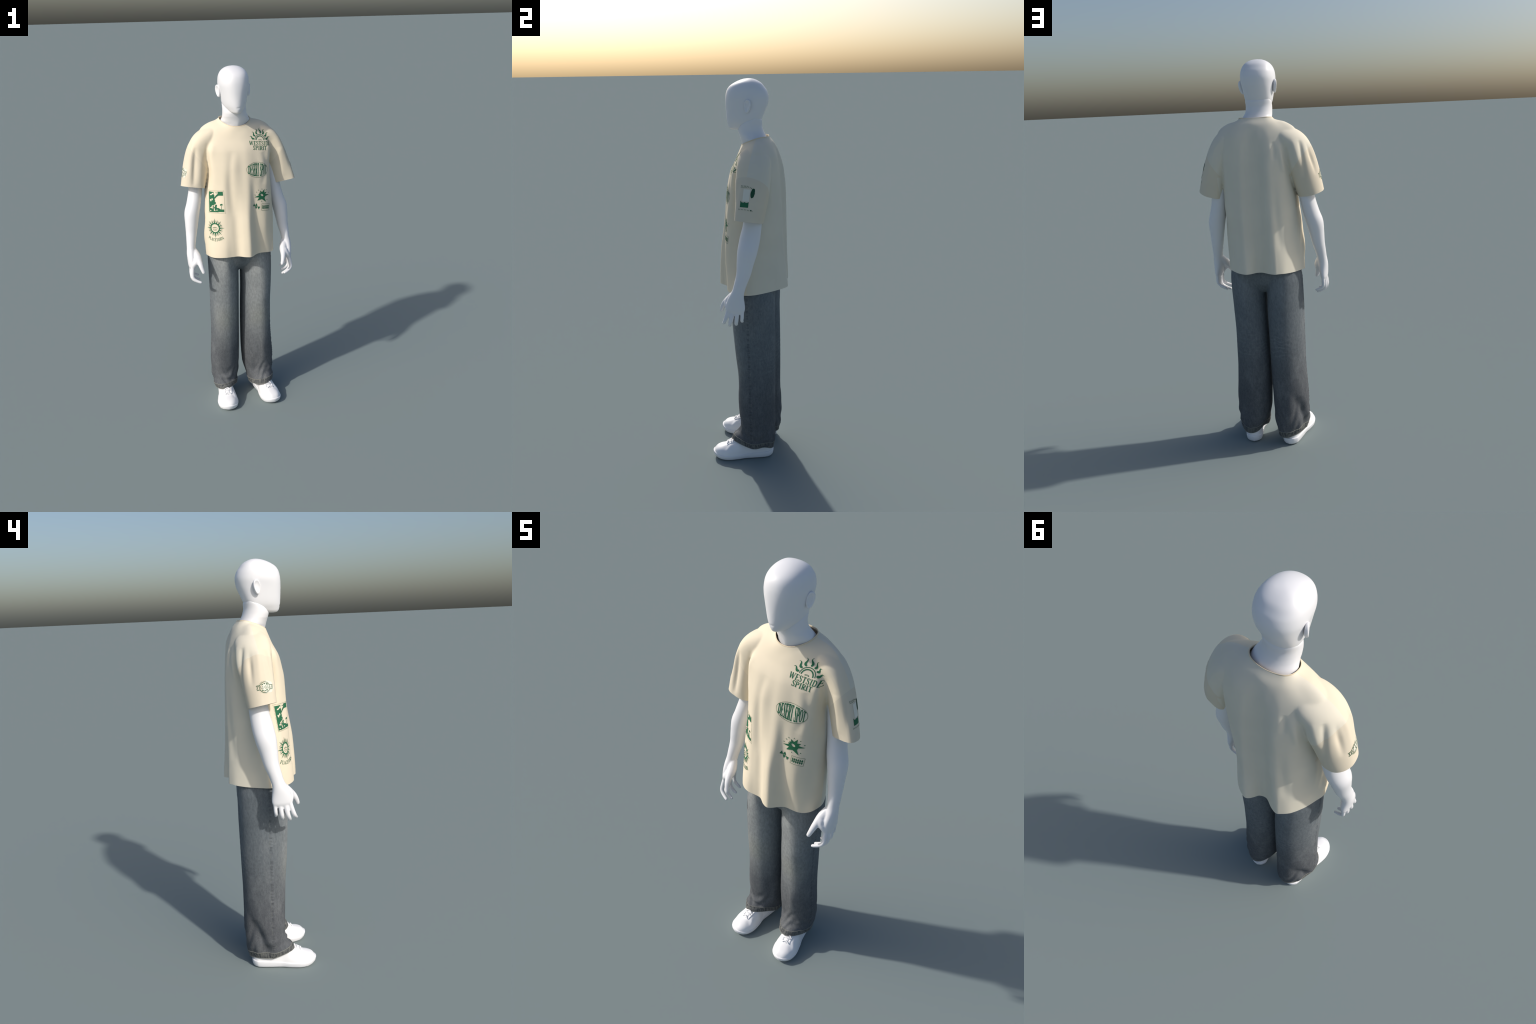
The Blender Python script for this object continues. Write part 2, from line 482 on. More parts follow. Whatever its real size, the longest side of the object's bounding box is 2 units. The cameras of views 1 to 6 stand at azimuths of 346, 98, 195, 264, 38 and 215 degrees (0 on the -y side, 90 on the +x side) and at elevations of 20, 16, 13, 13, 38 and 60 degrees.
waist_ring = [(.183, .03), (.175, .082), (.146, .128), (.10, .163), (.058, .181), (.03, .173), (.0, .163), (-.035, .163), (-.08, .185), (-.12, .174), (-.159, .142), (-.187, .094), (-.195, .04), (-.195, 0), (-.181, -.042),
              (-.155, -.070), (-.112, -.101), (-.06, -.108), (-.01, -.119), (.025, -.122), (.06, -.108), (.102, -.099), (.147, -.079), (.174, -.038)]
chest_ring = [(.172, .04), (.172, .09), (.149, .134), (.10, .161), (.058, .174), (.03, .167), (.0, .160), (-.035, .162), (-.08, .183), (-.12, .169), (-.156, .142), (-.176, .095), (-.176, .04), (-.173, 0), (-.163, -.057),
              (-.118, -.088), (-.06, -.104), (-.01, -.103), (.03, -.104), (.08, -.093), (.138, -.078), (.167, -.034)]
armpit_ring = [(.18, .05), (.175, .10), (.145, .138), (.10, .158), (.055, .167), (.03, .162), (.0, .157), (-.035, .159), (-.08, .173), (-.12, .163), (-.155, .138), (-.185, .10), (-.188, .05), (-.185, -.01), (-.160, -.052),
               (-.112, -.073), (-.06, -.082), (-.01, -.084), (.03, -.084), (.077, -.074), (.13, -.061), (.163, -.042), (.180, -.005)]
def flat(P, z):
    return [(x, y, z) for x, y in P]
shoulder_ring = [(.195, .055, 1.650), (.165, .11, 1.636), (.10, .150, 1.625), (.05, .158, 1.622), (0, .150, 1.622), (-.05, .156, 1.622), (-.10, .150, 1.625), (-.175, .11, 1.638), (-.203, .055, 1.655), (-.165, -.008, 1.628),
                 (-.10, -.040, 1.620), (0, -.053, 1.618), (.09, -.040, 1.620), (.155, -.008, 1.628)]
yoke_ring = [(.140, .056, 1.697), (.115, .098, 1.692), (.07, .124, 1.688), (-.005, .136, 1.684), (-.08, .124, 1.688), (-.125, .098, 1.692), (-.152, .056, 1.698), (-.118, .004, 1.680),
             (-.06, -.030, 1.660), (-.005, -.038, 1.653), (.05, -.030, 1.660), (.105, .004, 1.680)]
collar_ring = [(.081, .063, 1.716), (.062, .092, 1.721), (.03, .105, 1.722), (-.007, .109, 1.722), (-.045, .105, 1.722), (-.076, .094, 1.722), (-.093, .068, 1.720), (-.087, .022, 1.705),
               (-.055, -.016, 1.687), (-.012, -.029, 1.680), (.035, -.019, 1.685), (.072, .018, 1.700)]
stack = [flat(hem_ring, HEM_Z - .05), flat(hem_ring, HEM_Z), flat(low_ring, 1.14), flat(waist_ring, 1.30), flat(chest_ring, 1.45), flat(armpit_ring, 1.55),
         shoulder_ring, yoke_ring, collar_ring, [(-.006 + (x + .006) * .80, .04 + (y - .04) * .80, z + .030) for x, y, z in collar_ring]]
ctrl = np.array([ring_from_points(P, CEN, 260) for P in stack])
param = np.array([0, .05, .23, .39, .54, .64, .72, .79, .86, .91])
rings = pchip(param, ctrl, np.linspace(0, .91, 190))
torso = loft(rings)

SLEEVES = {  # centre x, y, z, half width outwards, half depth, skew of the oval (outer edge forward = negative), half width inwards
    -1: [(-.10, .060, 1.643, .045, .060, 0, .045), (-.152, .058, 1.622, .056, .078, 0, .056), (-.195, .056, 1.589, .063, .080, -.05, .063), (-.222, .055, 1.532, .067, .078, -.14, .068), (-.246, .047, 1.455, .065, .074, -.02, .074),
         (-.267, .034, 1.350, .0635, .069, .08, .068), (-.273, .030, 1.328, .0635, .069, .08, .067)],
    1: [(.10, .060, 1.643, .045, .060, 0, .045), (.148, .060, 1.620, .056, .076, -.18, .056), (.185, .061, 1.586, .056, .077, -.32, .061), (.210, .062, 1.530, .060, .077, -.36, .066), (.236, .057, 1.455, .063, .072, -.40, .074),
        (.266, .046, 1.350, .065, .0620, -.42, .078), (.271, .043, 1.328, .065, .0620, -.42, .078)]}
def sleeve_spine(side):
    return np.array(SLEEVES[side])
def sleeve(side):
    P = catmull(sleeve_spine(side), 70)
    T = np.gradient(P[:, [0, 2]], axis=0); T /= np.linalg.norm(T, axis=1)[:, None]
    A = np.stack([-T[:, 1], np.zeros(70), T[:, 0]], 1) * (1 if side > 0 else -1)     # points outwards
    A *= np.sign(A[:, :1] * side)
    t = np.linspace(0, 2 * np.pi, 48, endpoint=False)
    c = np.sign(np.cos(t)) * np.abs(np.cos(t)) ** np.where(np.cos(t) < 0, .72, np.where(np.sin(t) < 0, .84, 1.04))      # squarer inside than outside
    sn = np.sign(np.sin(t)) * np.abs(np.sin(t)) ** np.where(np.sin(t) < 0, .70, np.where(np.cos(t) > 0, 1.22, .92))     # flat front, sloping outer back
    rings = [p[:3] + np.outer(c * np.where(c > 0, p[3], p[6]), a) + np.outer(p[4] * (p[5] * np.cos(t) + math.sqrt(1 - p[5] ** 2) * sn), (0, 1, 0)) for p, a in zip(P, A)]
    return loft(rings)
shirt_me = remesh([torso, sleeve(-1), sleeve(1)], .0042, 5, "shirt_work")

# cut the openings on the fused skin
bm = bmesh.new(); bm.from_mesh(shirt_me)
def collar_height(x, y):
    return 1.682 + .040 * (y + .028) / .136 + 1.55 * (x + .006) ** 2
for v in bm.verts:
    v.co.z -= collar_height(v.co.x, v.co.y)
bisect(bm, [f for f in bm.faces if abs(f.calc_center_median().x + .006) < .125 and f.calc_center_median().z > -.06], (0, 0, 0), (0, 0, 1))
for v in bm.verts:
    v.co.z += collar_height(v.co.x, v.co.y)
bisect(bm, [f for f in bm.faces if f.calc_center_median().z < HEM_Z + .05], (0, 0, HEM_Z), (0, 0, -1))
sleeve_cut = {-1: (Vector((-.268, .032, 1.351)), Vector((-.17, -.17, -1)).normalized()), 1: (Vector((.266, .048, 1.347)), Vector((.20, -.12, -1)).normalized())}
for side, (c, nrm) in sleeve_cut.items():
    ax = sleeve_spine(side)[-3:, :3]
    fs = []
    bm.normal_update()
    for f in bm.faces:
        m = f.calc_center_median()
        if side * m.x > .15 and 1.28 < m.z < 1.42:
            k = np.interp(-m.z, -ax[:, 2], np.arange(3))
            q = np.array([m.x - np.interp(k, range(3), ax[:, 0]), m.y - np.interp(k, range(3), ax[:, 1])])
            rad = q / max(np.linalg.norm(q), 1e-6)
            if np.linalg.norm(q) < .112 and (f.normal.x * rad[0] + f.normal.y * rad[1] > -.25 or f.normal.z < -.6):
                fs.append(f)
    bisect(bm, fs, c, nrm)
# panel seams: sleeve seam (drop shoulder), then the shoulder and side seam
seam = {s: (Vector((s * .279, .04, 1.582)), Vector((s * .80, 0, -.60)).normalized()) for s in (-1, 1)}
for s, (c, nrm) in seam.items():
    fs = [f for f in bm.faces if s * f.calc_center_median().x > .13 and f.calc_center_median().z > 1.34]
    bisect(bm, fs, c, nrm, clear=False)
def front_edge(v):
    x, y, z = v
    return .012 + .048 * np.clip((z - 1.45) / .27, 0, 1) ** .7
for v in bm.verts:
    v.co.y -= front_edge(v.co)
bisect(bm, bm.faces[:], (0, 0, 0), (0, 1, 0), clear=False)
for v in bm.verts:
    v.co.y += front_edge(v.co)
bmesh.ops.remove_doubles(bm, verts=bm.verts[:], dist=2e-5)
bmesh.ops.dissolve_degenerate(bm, dist=1e-5, edges=bm.edges[:])
bm.to_mesh(shirt_me); bm.free()
shirt_me.update()

# wrinkles: soft ridges (+) and grooves (-) laid along lines on the cloth
co, N = get_co(shirt_me), normals(shirt_me)
disp = np.zeros(len(co))
wrinkles = [
    (+.004, .016, [(-.150, -.045, 1.60), (-.158, -.045, 1.53), (-.150, -.055, 1.44)]), (-.0035, .012, [(-.176, -.02, 1.60), (-.178, -.02, 1.54), (-.172, -.03, 1.47)]),
    (-.009, .013, [(-.245, -.022, 1.58), (-.257, -.028, 1.47), (-.268, -.036, 1.37)]), (+.004, .016, [(-.215, -.02, 1.56), (-.225, -.028, 1.46), (-.235, -.035, 1.37)]),
    (+.005, .018, [(.155, -.045, 1.62), (.165, -.045, 1.56), (.160, -.05, 1.48)]), (-.005, .014, [(.182, -.025, 1.60), (.185, -.022, 1.53), (.180, -.03, 1.45)]),
    (+.007, .018, [(.232, -.018, 1.55), (.245, -.025, 1.46), (.255, -.022, 1.38)]), (-.005, .012, [(.272, .0, 1.54), (.287, -.004, 1.45), (.298, -.003, 1.36)]),
    (-.006, .018, [(.125, -.06, 1.54), (.135, -.065, 1.46), (.11, -.085, 1.36)]),
    (-.005, .02, [(-.055, -.085, 1.56), (-.075, -.10, 1.40), (-.07, -.115, 1.20)]),
    (-.0025, .02, [(.055, -.11, 1.40), (.058, -.11, 1.25), (.060, -.105, 1.10)]),
    (-.003, .013, [(-.170, .135, 1.60), (-.172, .130, 1.53), (-.172, .115, 1.44)]), (+.006, .013, [(-.147, .152, 1.61), (-.150, .15, 1.54), (-.155, .138, 1.46)]),
    (+.005, .012, [(-.200, .125, 1.61), (-.215, .128, 1.55), (-.228, .125, 1.48)]), (-.009, .012, [(-.236, .112, 1.61), (-.243, .115, 1.53), (-.254, .11, 1.43)]),
    (-.005, .012, [(-.115, .160, 1.61), (-.120, .165, 1.57), (-.118, .168, 1.52)]),
    (-.004, .014, [(.172, .132, 1.58), (.175, .128, 1.50), (.172, .115, 1.42)]), (+.004, .015, [(.150, .148, 1.57), (.152, .148, 1.50), (.150, .148, 1.40)]),
    (-.007, .012, [(-.272, .085, 1.62), (-.282, .085, 1.54), (-.296, .075, 1.44)]), (+.0035, .012, [(-.270, .045, 1.60), (-.287, .045, 1.52), (-.308, .04, 1.44)]),
    (-.008, .014, [(-.268, .01, 1.60), (-.282, .005, 1.53), (-.298, -.002, 1.44)]),
    (-.004, .020, [(-.12, .18, 1.40), (-.125, .18, 1.25), (-.135, .165, 1.08)]), (-.004, .02, [(.095, .185, 1.40), (.09, .19, 1.2), (.09, .19, 1.05)]),
    (+.006, .014, [(-.200, -.01, 1.14), (-.206, .0, 1.08), (-.208, .01, 1.02)]), (-.006, .012, [(-.203, .012, 1.20), (-.208, .02, 1.12), (-.206, .03, 1.05)]),
    (-.004, .012, [(-.195, .04, 1.28), (-.203, .045, 1.18), (-.208, .05, 1.08)]),
]
for amp, w, pts in wrinkles:
    disp += 1.15 * amp * gauss_line(co, pts, w)
co = co + N * disp[:, None]
# the hem dips a little at the side seams
k = np.clip((1.10 - co[:, 2]) / .14, 0, 1) ** 2
co[:, 2] -= k * .010 * np.clip((np.abs(co[:, 0] + .01) - .12) / .08, 0, 1)
set_co(shirt_me, co)
C = face_centres(shirt_me)
region = np.where(C[:, 1] < .012 + .048 * np.clip((C[:, 2] - 1.45) / .27, 0, 1) ** .7, 0, 1)
for s, (c, nrm) in seam.items():
    d = (C - np.array(c)) @ np.array(nrm)
    inner = np.where(C[:, 2] < 1.44, .1925, .15)
    region[(d > 0) & (s * C[:, 0] > inner) & (C[:, 2] > 1.28)] = 2 if s < 0 else 3
shirt = link(bpy.data.objects.new("t_shirt", None), thing)
SHIRT_BVH = BVHTree.FromPolygons([Vector(c) for c in get_co(shirt_me)], [tuple(p.vertices) for p in shirt_me.polygons])
split_mesh(thicken(shirt_me, .0022, region), None, ["front_panel", "back_panel", "sleeve", "sleeve"], [mat_front, mat_back, mat_sleeve, mat_sleeve], shirt)

# ribbed neckband: a slim rolled band lying on the neckline
t = np.linspace(0, 2 * np.pi, 160, endpoint=False)
base = ring_from_points(collar_ring, (-.006, .04), 160)
base[:, 2] = collar_height(base[:, 0], base[:, 1])
outw = base - np.array([-.006, .04, 0]); outw[:, 2] = 0; outw /= np.linalg.norm(outw, axis=1)[:, None]
cen = base - outw * .001
rings = []
for a in np.linspace(0, 2 * np.pi, 10, endpoint=False):
    rings.append(cen + outw * (.0016 * np.cos(a)) + np.array([0, 0, 1]) * (.0042 * np.sin(a) - .0032) - outw * 0)
R = np.array(rings).transpose(1, 0, 2)
n = R.shape[1]; m = R.shape[0]
V = R.reshape(-1, 3)
F = [(i * n + j, ((i + 1) % m) * n + j, ((i + 1) % m) * n + (j + 1) % n, i * n + (j + 1) % n) for i in range(m) for j in range(n)]
mesh_object("neckband", V, F, mat_collar, shirt)

# ------------------------------------------------------------------ jeans
def leg_rings(tab, hem):
    """tab rows: z, outer x, inner x, front y, back y.  hem: (angle deg, z) of the trouser opening."""
    T = np.array(tab)[::-1]
    zz = np.linspace(T[0, 0], T[-1, 0], 130)
    P = pchip(T[:, 0], T[:, 1:], zz)
    out = []
    for z, (xo, xi, yf, yb) in zip(zz, P):
        cx, hw = (xo + xi) / 2, abs(xo - xi) / 2
        side = -1 if cx < -.014 else 1
        rho = np.interp(z, [.06, .22, .75, .95], [.36, .17, .17, 0] if side < 0 else [-.02, .08, .08, 0])
        t = np.linspace(0, 2 * np.pi, 72, endpoint=False)
        e = np.interp(z, [.06, .2, .80, .92], [1.04, .90, .90, 1.03])
        e = np.where(np.sin(t) > 0, np.maximum(e, 1.03), e)        # rounder behind
        c, s = np.sign(np.cos(t)) * np.abs(np.cos(t)) ** e, np.sign(np.sin(t)) * np.abs(np.sin(t)) ** e
        yc, hy = (yf + yb) / 2, (yb - yf) / 2
        k = 1 / max(np.max(np.abs(-side * rho * c + s)), 1e-6)
        out.append(np.stack([cx + hw * c, yc + hy * k * (-side * rho * c + s), np.full(72, z)], 1))
    return loft(out)
right_leg = [(1.00, -.184, -.018, -.088, .140), (.90, -.200, -.020, -.090, .146), (.75, -.200, -.0200, -.083, .146), (.60, -.201, -.0235, -.075, .146), (.46, -.202, -.026, -.063, .145),
             (.33, -.209, -.029, -.056, .143), (.25, -.213, -.032, -.052, .143), (.17, -.213, -.036, -.048, .143), (.125, -.209, -.042, -.062, .143), (.09, -.203, -.050, -.088, .137), (.05, -.193, -.056, -.098, .127), (-.02, -.189, -.060, -.100, .13)]
left_leg = [(1.00, .164, -.010, -.086, .140), (.90, .178, -.006, -.088, .142), (.75, .173, -.0062, -.080, .141), (.60, .167, -.0112, -.070, .139), (.46, .167, -.0150, -.058, .137),
            (.33, .173, -.0165, -.056, .135), (.25, .178, -.014, -.053, .135), (.17, .177, -.006, -.050, .135), (.125, .174, .004, -.068, .135), (.09, .172, .014, -.096, .128), (.05, .169, .024, -.104, .122), (-.02, .167, .028, -.104, .127)]
pelvis = [(.835, -.100, .08, .0, .07), (.86, -.145, .120, -.035, .095), (.90, -.185, .160, -.068, .122), (.95, -.188, .166, -.086, .136), (1.0, -.182, .160, -.086, .136), (1.10, -.17, .15, -.08, .13)]
T = np.array(pelvis)
zz = np.linspace(.835, 1.10, 40)
P = pchip(T[:, 0], T[:, 1:], zz)
pel = loft([super_ring((a + b) / 2, c, d, abs(a - b) / 2, z, 72, 2.2, pb=1.9) for z, (a, b, c, d) in zip(zz, P)])
jeans_me = remesh([leg_rings(right_leg, 0), leg_rings(left_leg, 0), pel], .0040, 5, "jeans_work")
bm = bmesh.new(); bm.from_mesh(jeans_me)
HB = .030   # hem band height
bisect(bm, bm.faces[:], (0, 0, .07), (0, 0, -1))
bisect(bm, bm.faces[:], (0, 0, 1.06), (0, 0, 1))
bisect(bm, bm.faces[:], (0, 0, .07 + HB), (0, 0, 1), clear=False)
bisect(bm, bm.faces[:], (0, 0, .86), (0, 0, 1), clear=False)
bmesh.ops.remove_doubles(bm, verts=bm.verts[:], dist=2e-5)
bm.to_mesh(jeans_me); bm.free(); jeans_me.update()
region_z = face_centres(jeans_me)
region_x = region_z[:, 0]
co = get_co(jeans_me)
hem_levels = [np.nonzero(np.abs(co[:, 2] - z) < 1e-4)[0] for z in (.07, .07 + HB)]
N = normals(jeans_me)
disp = np.zeros(len(co))
folds = [
    (+.006, .020, [(-.21, .05, .16), (-.20, .10, .13), (-.16, .135, .11)]), (-.020, .028, [(-.185, .12, .27), (-.20, .08, .17), (-.20, .04, .09)]),
    (-.008, .018, [(-.17, .135, .30), (-.175, .13, .22), (-.165, .135, .15)]), (+.006, .022, [(-.13, .143, .30), (-.125, .142, .2), (-.12, .14, .12)]),
    (+.005, .014, [(-.17, -.045, .16), (-.13, -.055, .135), (-.08, -.045, .15)]), (-.006, .014, [(-.17, -.05, .125), (-.13, -.055, .11), (-.09, -.05, .12)]),
    (-.006, .016, [(-.19, -.02, .22), (-.195, -.02, .17), (-.19, -.03, .12)]), (-.005, .02, [(-.07, -.03, .35), (-.06, -.03, .25), (-.055, -.02, .15)]),
    (+.005, .018, [(.165, -.03, .22), (.15, -.04, .15), (.12, -.06, .125)]), (-.009, .015, [(.172, -.02, .15), (.15, -.055, .135), (.11, -.06, .13)]),
    (-.005, .018, [(.05, -.045, .25), (.045, -.045, .18), (.045, -.05, .12)]), (+.005, .02, [(.10, -.06, .40), (.10, -.057, .3), (.10, -.055, .2)]),
    (-.006, .02, [(.14, .125, .30), (.145, .12, .2), (.13, .125, .12)]), (+.005, .016, [(.02, .12, .2), (.02, .12, .14), (.03, .12, .1)]),
    (-.004, .03, [(-.10, .143, .85), (-.07, .14, .78), (-.03, .11, .70)]), (-.004, .03, [(.08, .14, .85), (.05, .135, .78), (.02, .11, .70)]),
    (-.005, .025, [(-.09, -.085, .92), (-.06, -.08, .87), (-.03, -.06, .82)]), (-.005, .025, [(.08, -.085, .92), (.05, -.08, .87), (.02, -.06, .82)]),
]
for amp, w, pts in folds:
    disp += amp * gauss_line(co, pts, w)
for cx, ph in ((-.12, .3), (.085, 1.7)):       # knee-pit creases
    near = np.exp(-((co[:, 0] - cx) / .075) ** 2) * np.clip((co[:, 1] - .03) / .06, 0, 1) * np.exp(-((co[:, 2] - .575) / .07) ** 2)
    disp += .0003 * near * np.sin(co[:, 2] * 210 + 9 * np.abs(co[:, 0] - cx) / .08 + ph)
# side-seam ridge with puckers
for s in (-1, 1):
    sy = co[:, 1] - (.0185 - .012 * co[:, 2])
    side = (s * (co[:, 0] + .012) > .13)
    disp += side * np.exp(-(sy / .006) ** 2) * (.0012 + .0012 * np.sin(co[:, 2] * 300 + 3 * np.sin(co[:, 2] * 47)))
# lower-leg rumple
lump = np.clip((.26 - co[:, 2]) / .2, 0, 1) * np.clip((co[:, 2] - .07) / .05, 0, 1)
disp += lump * .0038 * np.sin(co[:, 2] * 75 + 14 * co[:, 1] + 5 * np.sin(38 * co[:, 0]))
co = co + N * disp[:, None]
# lay the hems over the shoes
hem_tables = {-1: (-.125, .03, [(-170, .062), (-120, .092), (-90, .101), (-55, .090), (0, .054), (45, .050), (75, .046), (110, .056), (150, .060)]),
              1: (.097, .025, [(-170, .066), (-120, .084), (-90, .098), (-60, .100), (-20, .082), (10, .072), (45, .085), (80, .052), (115, .056), (140, .085)])}
for s, (cx, cy, tab) in hem_tables.items():
    m = s * (co[:, 0] + .014) > 0
    a = np.degrees(np.arctan2(co[m, 1] - cy, co[m, 0] - cx))
    tt = np.array(sorted(tab))
    grid = np.arange(-180, 180, 2)
    hz = np.interp(grid, tt[:, 0], tt[:, 1], period=360)
    for _ in range(40):
        hz = (np.roll(hz, 1) + hz + np.roll(hz, -1)) / 3
    target = np.interp(a, grid, hz, period=360)
    f = np.clip((.26 - co[m, 2]) / .19, 0, 1)
    co[m, 2] += (target - .07) * f
# a thick turned-up hem stands slightly proud and puckers
band = region_z[:, 2] < .07 + HB
idx = np.unique(np.concatenate([np.array(jeans_me.polygons[i].vertices) for i in np.nonzero(band)[0]]))
puck = .0012 + .0005 * np.sin(np.arctan2(co[idx, 1] - .03, co[idx, 0] - np.where(co[idx, 0] < -.014, -.125, .097)) * 34) * np.sin(np.arange(len(idx)) * 0 + co[idx, 2] * 60)
co[idx] += N[idx] * puck[:, None]
set_co(jeans_me, co)
reg = np.where(region_z[:, 2] > .86, 0, np.where(region_x < -.0135, 1, 2))
reg[band & (region_x < -.0135)] = 3
reg[band & (region_x >= -.0135)] = 4
jeans = link(bpy.data.objects.new("jeans", None), thing)
split_mesh(thicken(jeans_me, .003, reg), None, ["trouser_seat", "trouser_leg", "trouser_leg", "trouser_hem", "trouser_hem"], [mat_denim] * 3 + [mat_hem] * 2, jeans)

# raised stitch lines along the top and bottom edge of each hem
thread = plain("pale_denim_edge", (.21, .215, .195), .9, .15)
co = get_co(jeans_me)
for cx, cy, keep in ((-.125, .03, lambda x: x < -.0135), (.097, .025, lambda x: x >= -.0135)):
    for level in hem_levels:
        P = co[[i for i in level if keep(co[i, 0])]]
        a = np.arctan2(P[:, 1] - cy, P[:, 0] - cx)
        P = P[np.argsort(a)]
        for _ in range(3):
            P = (np.roll(P, 1, 0) + 2 * P + np.roll(P, -1, 0)) / 4
        out = P - np.array([cx, cy, 0]); out[:, 2] = 0; out /= np.linalg.norm(out, axis=1)[:, None]
        t = np.linspace(0, 2 * np.pi, 8, endpoint=False)
        R = P[:, None] + (.0002 + .0014 * np.cos(t))[None, :, None] * out[:, None] + np.stack([0 * t, 0 * t, .0014 * np.sin(t)], 1)[None]
        m, n = R.shape[:2]
        F = [(i * n + j, ((i + 1) % m) * n + j, ((i + 1) % m) * n + (j + 1) % n, i * n + (j + 1) % n) for i in range(m) for j in range(n)]
        mesh_object("hem_stitching", R.reshape(-1, 3), F, thread, jeans)

# ------------------------------------------------------------------ sneakers
def shoe(heel, toe, outer):
    """outer = +1 if the outer side of the foot is +x."""
    heel, toe = np.array(heel), np.array(toe)
    L = np.linalg.norm(toe - heel)
    fwd = (toe - heel) / L
    lat = np.array([-fwd[1], fwd[0]]) * (1 if outer * (-fwd[1]) > 0 else -1)
    def world(t, o, z):
        P = heel + np.outer(t * L, fwd) + np.outer(o, lat)
        return np.stack([P[:, 0], P[:, 1], z], 1)
    ts = np.array([0, .012, .04, .10, .25, .45, .60, .74, .86, .93, .97, .992, 1.0])
    lat_w = np.array([.001, .016, .029, .041, .0455, .048, .0565, .061, .054, .041, .027, .013, .001])
    med_w = np.array([.001, .016, .029, .040, .0415, .041, .0525, .059, .053, .041, .027, .013, .001])
    top_t = np.array([0, .03, .10, .25, .40, .55, .62, .71, .78, .86, .92, .96, .985, 1.0])
    top_z = np.array([.024, .074, .088, .100, .108, .109, .099, .0860, .0745, .0670, .0605, .052, .040, .022])
    t = np.r_[np.linspace(0, .06, 12)[:-1], np.linspace(.06, .93, 70), np.linspace(.93, 1, 16)[1:]]
    lw = pchip(ts, lat_w, t); mw = pchip(ts, med_w, t); tz = pchip(top_t, top_z, t)
    spring = .010 * np.clip((t - .80) / .20, 0, 1) ** 2
    # upper: stations along the foot, each an arch from sole edge to sole edge
    na = 49
    ang = np.linspace(0, np.pi, na)
    V = []
    for i in range(len(t)):
        e = np.interp(t[i], [0, .2, .5, .65, .85, 1], [.62, .66, .86, .92, .82, .72])
        c, s = np.cos(ang), np.sin(ang)
        o = np.where(c > 0, lw[i], mw[i]) * np.sign(c) * np.abs(c) ** (e * .95)
        z0 = .016 + spring[i]
        z = z0 + (tz[i] - z0) * np.abs(s) ** e
        V.append(world(np.full(na, t[i]), o, z))
    V = np.array(V)
    # crease where the toe box meets the vamp
    n = na
    F = [(i * n + j, i * n + j + 1, (i + 1) * n + j + 1, (i + 1) * n + j) for i in range(len(t) - 1) for j in range(n - 1)]
    co = V.reshape(-1, 3)
    flat_pts = lambda tt, oo, zz: world(np.array([tt]), np.array([oo]), np.array([zz]))[0]
    for o in (-1, 1):
        pts = [flat_pts(.70, o * .026, .083), flat_pts(.745, o * .041, .064), flat_pts(.79, o * .052, .044)]
        g = gauss_line(co, pts, .010); co[:, 2] += .0035 * g
        pts = [flat_pts(.76, o * .028, .076), flat_pts(.82, o * .044, .052)]
        g = gauss_line(co, pts, .014); co[:, 2] -= .0030 * g
    upper_me = bpy.data.meshes.new("upper")
    top = link(bpy.data.objects.new("sneaker", None), thing)
    up = mesh_object("upper", co, F, leather, top)
    set_co(up.data, relax(get_co(up.data), edges(up.data), 3))
    bm = bmesh.new(); bm.from_mesh(up.data); bmesh.ops.recalc_face_normals(bm, faces=bm.faces[:])
    if sum(f.normal.z for f in bm.faces) < 0:
        bmesh.ops.reverse_faces(bm, faces=bm.faces[:])
    bm.to_mesh(up.data); bm.free()
    # sole: rounded rubber cup, higher at the heel
    tt = np.r_[t, t[::-1]]
    oo = np.r_[lw, -mw[::-1]]
    sp = np.r_[spring, spring[::-1]]
    cup = np.interp(tt, [0, .35, .6, 1], [.037, .033, .026, .028])
    rings = []
    mid = np.array([.5])
    for inset, zf, zo in ((.020, 0, .0), (.007, 0, .0), (.0025, 0, .003), (-.0005, 0, .009), (-.0026, .55, .004), (-.0030, .85, .002), (-.0026, .97, .001), (-.0008, 1.03, .0), (.004, 1, -.002)):
        ww = np.maximum(np.abs(oo) - inset, .0005) * np.sign(oo)
        t2 = .5 + (tt - .5) * (1 - inset / (L / 2))
        rings.append(world(t2, ww, cup * zf + zo + sp * (1 if zf > 0 or zo > 0 else .8)))
    Vs, Fs = loft(rings)
    so = mesh_object("sole", Vs, Fs, rubber, top)
    bm = bmesh.new(); bm.from_mesh(so.data); bmesh.ops.remove_doubles(bm, verts=bm.verts[:], dist=1e-5); bmesh.ops.recalc_face_normals(bm, faces=bm.faces[:]); bm.to_mesh(so.data); bm.free()
    bvh = BVHTree.FromPolygons([Vector(c) for c in get_co(up.data)], [tuple(p.vertices) for p in up.data.polygons])
    def drop(tv, ov, lift):
        p = flat_pts(tv, ov, .3)
        hit = bvh.ray_cast(Vector(p), Vector((0, 0, -1)))
        return np.array(hit[0]) + np.array(hit[1]) * lift * (1 if hit[1].z > 0 else -1)
    # tongue and facing
    R = []
    for tv in np.linspace(.52, .775, 18):
        w = .0165 * (1 - .25 * (tv - .5) / .275) * min(1, ((.782 - tv) / .03)) ** .5
        R.append([drop(tv, w * q, .0032 * (1 - abs(q) ** 4) + .0002) for q in np.linspace(-1, 1, 11)])
    R = np.array(R); k, n = R.shape[:2]
    F = [(i * n + j, i * n + j + 1, (i + 1) * n + j + 1, (i + 1) * n + j) for i in range(k - 1) for j in range(n - 1)]
    mesh_object("tongue", R.reshape(-1, 3), F, leather, top)
    for o in (-1, 1):     # eyestay flaps beside the tongue
        P = [drop(tv, o * (.0215 - .010 * (tv - .5)), .0008) for tv in np.linspace(.52, .765, 9)]
        V2, F2 = tube(P, np.array([(.0022, .0055)] * 9), 10, ref=(lat[0], lat[1], -.3), steps=30, round_start=True)
        mesh_object("eyestay", V2, F2, leather, top)
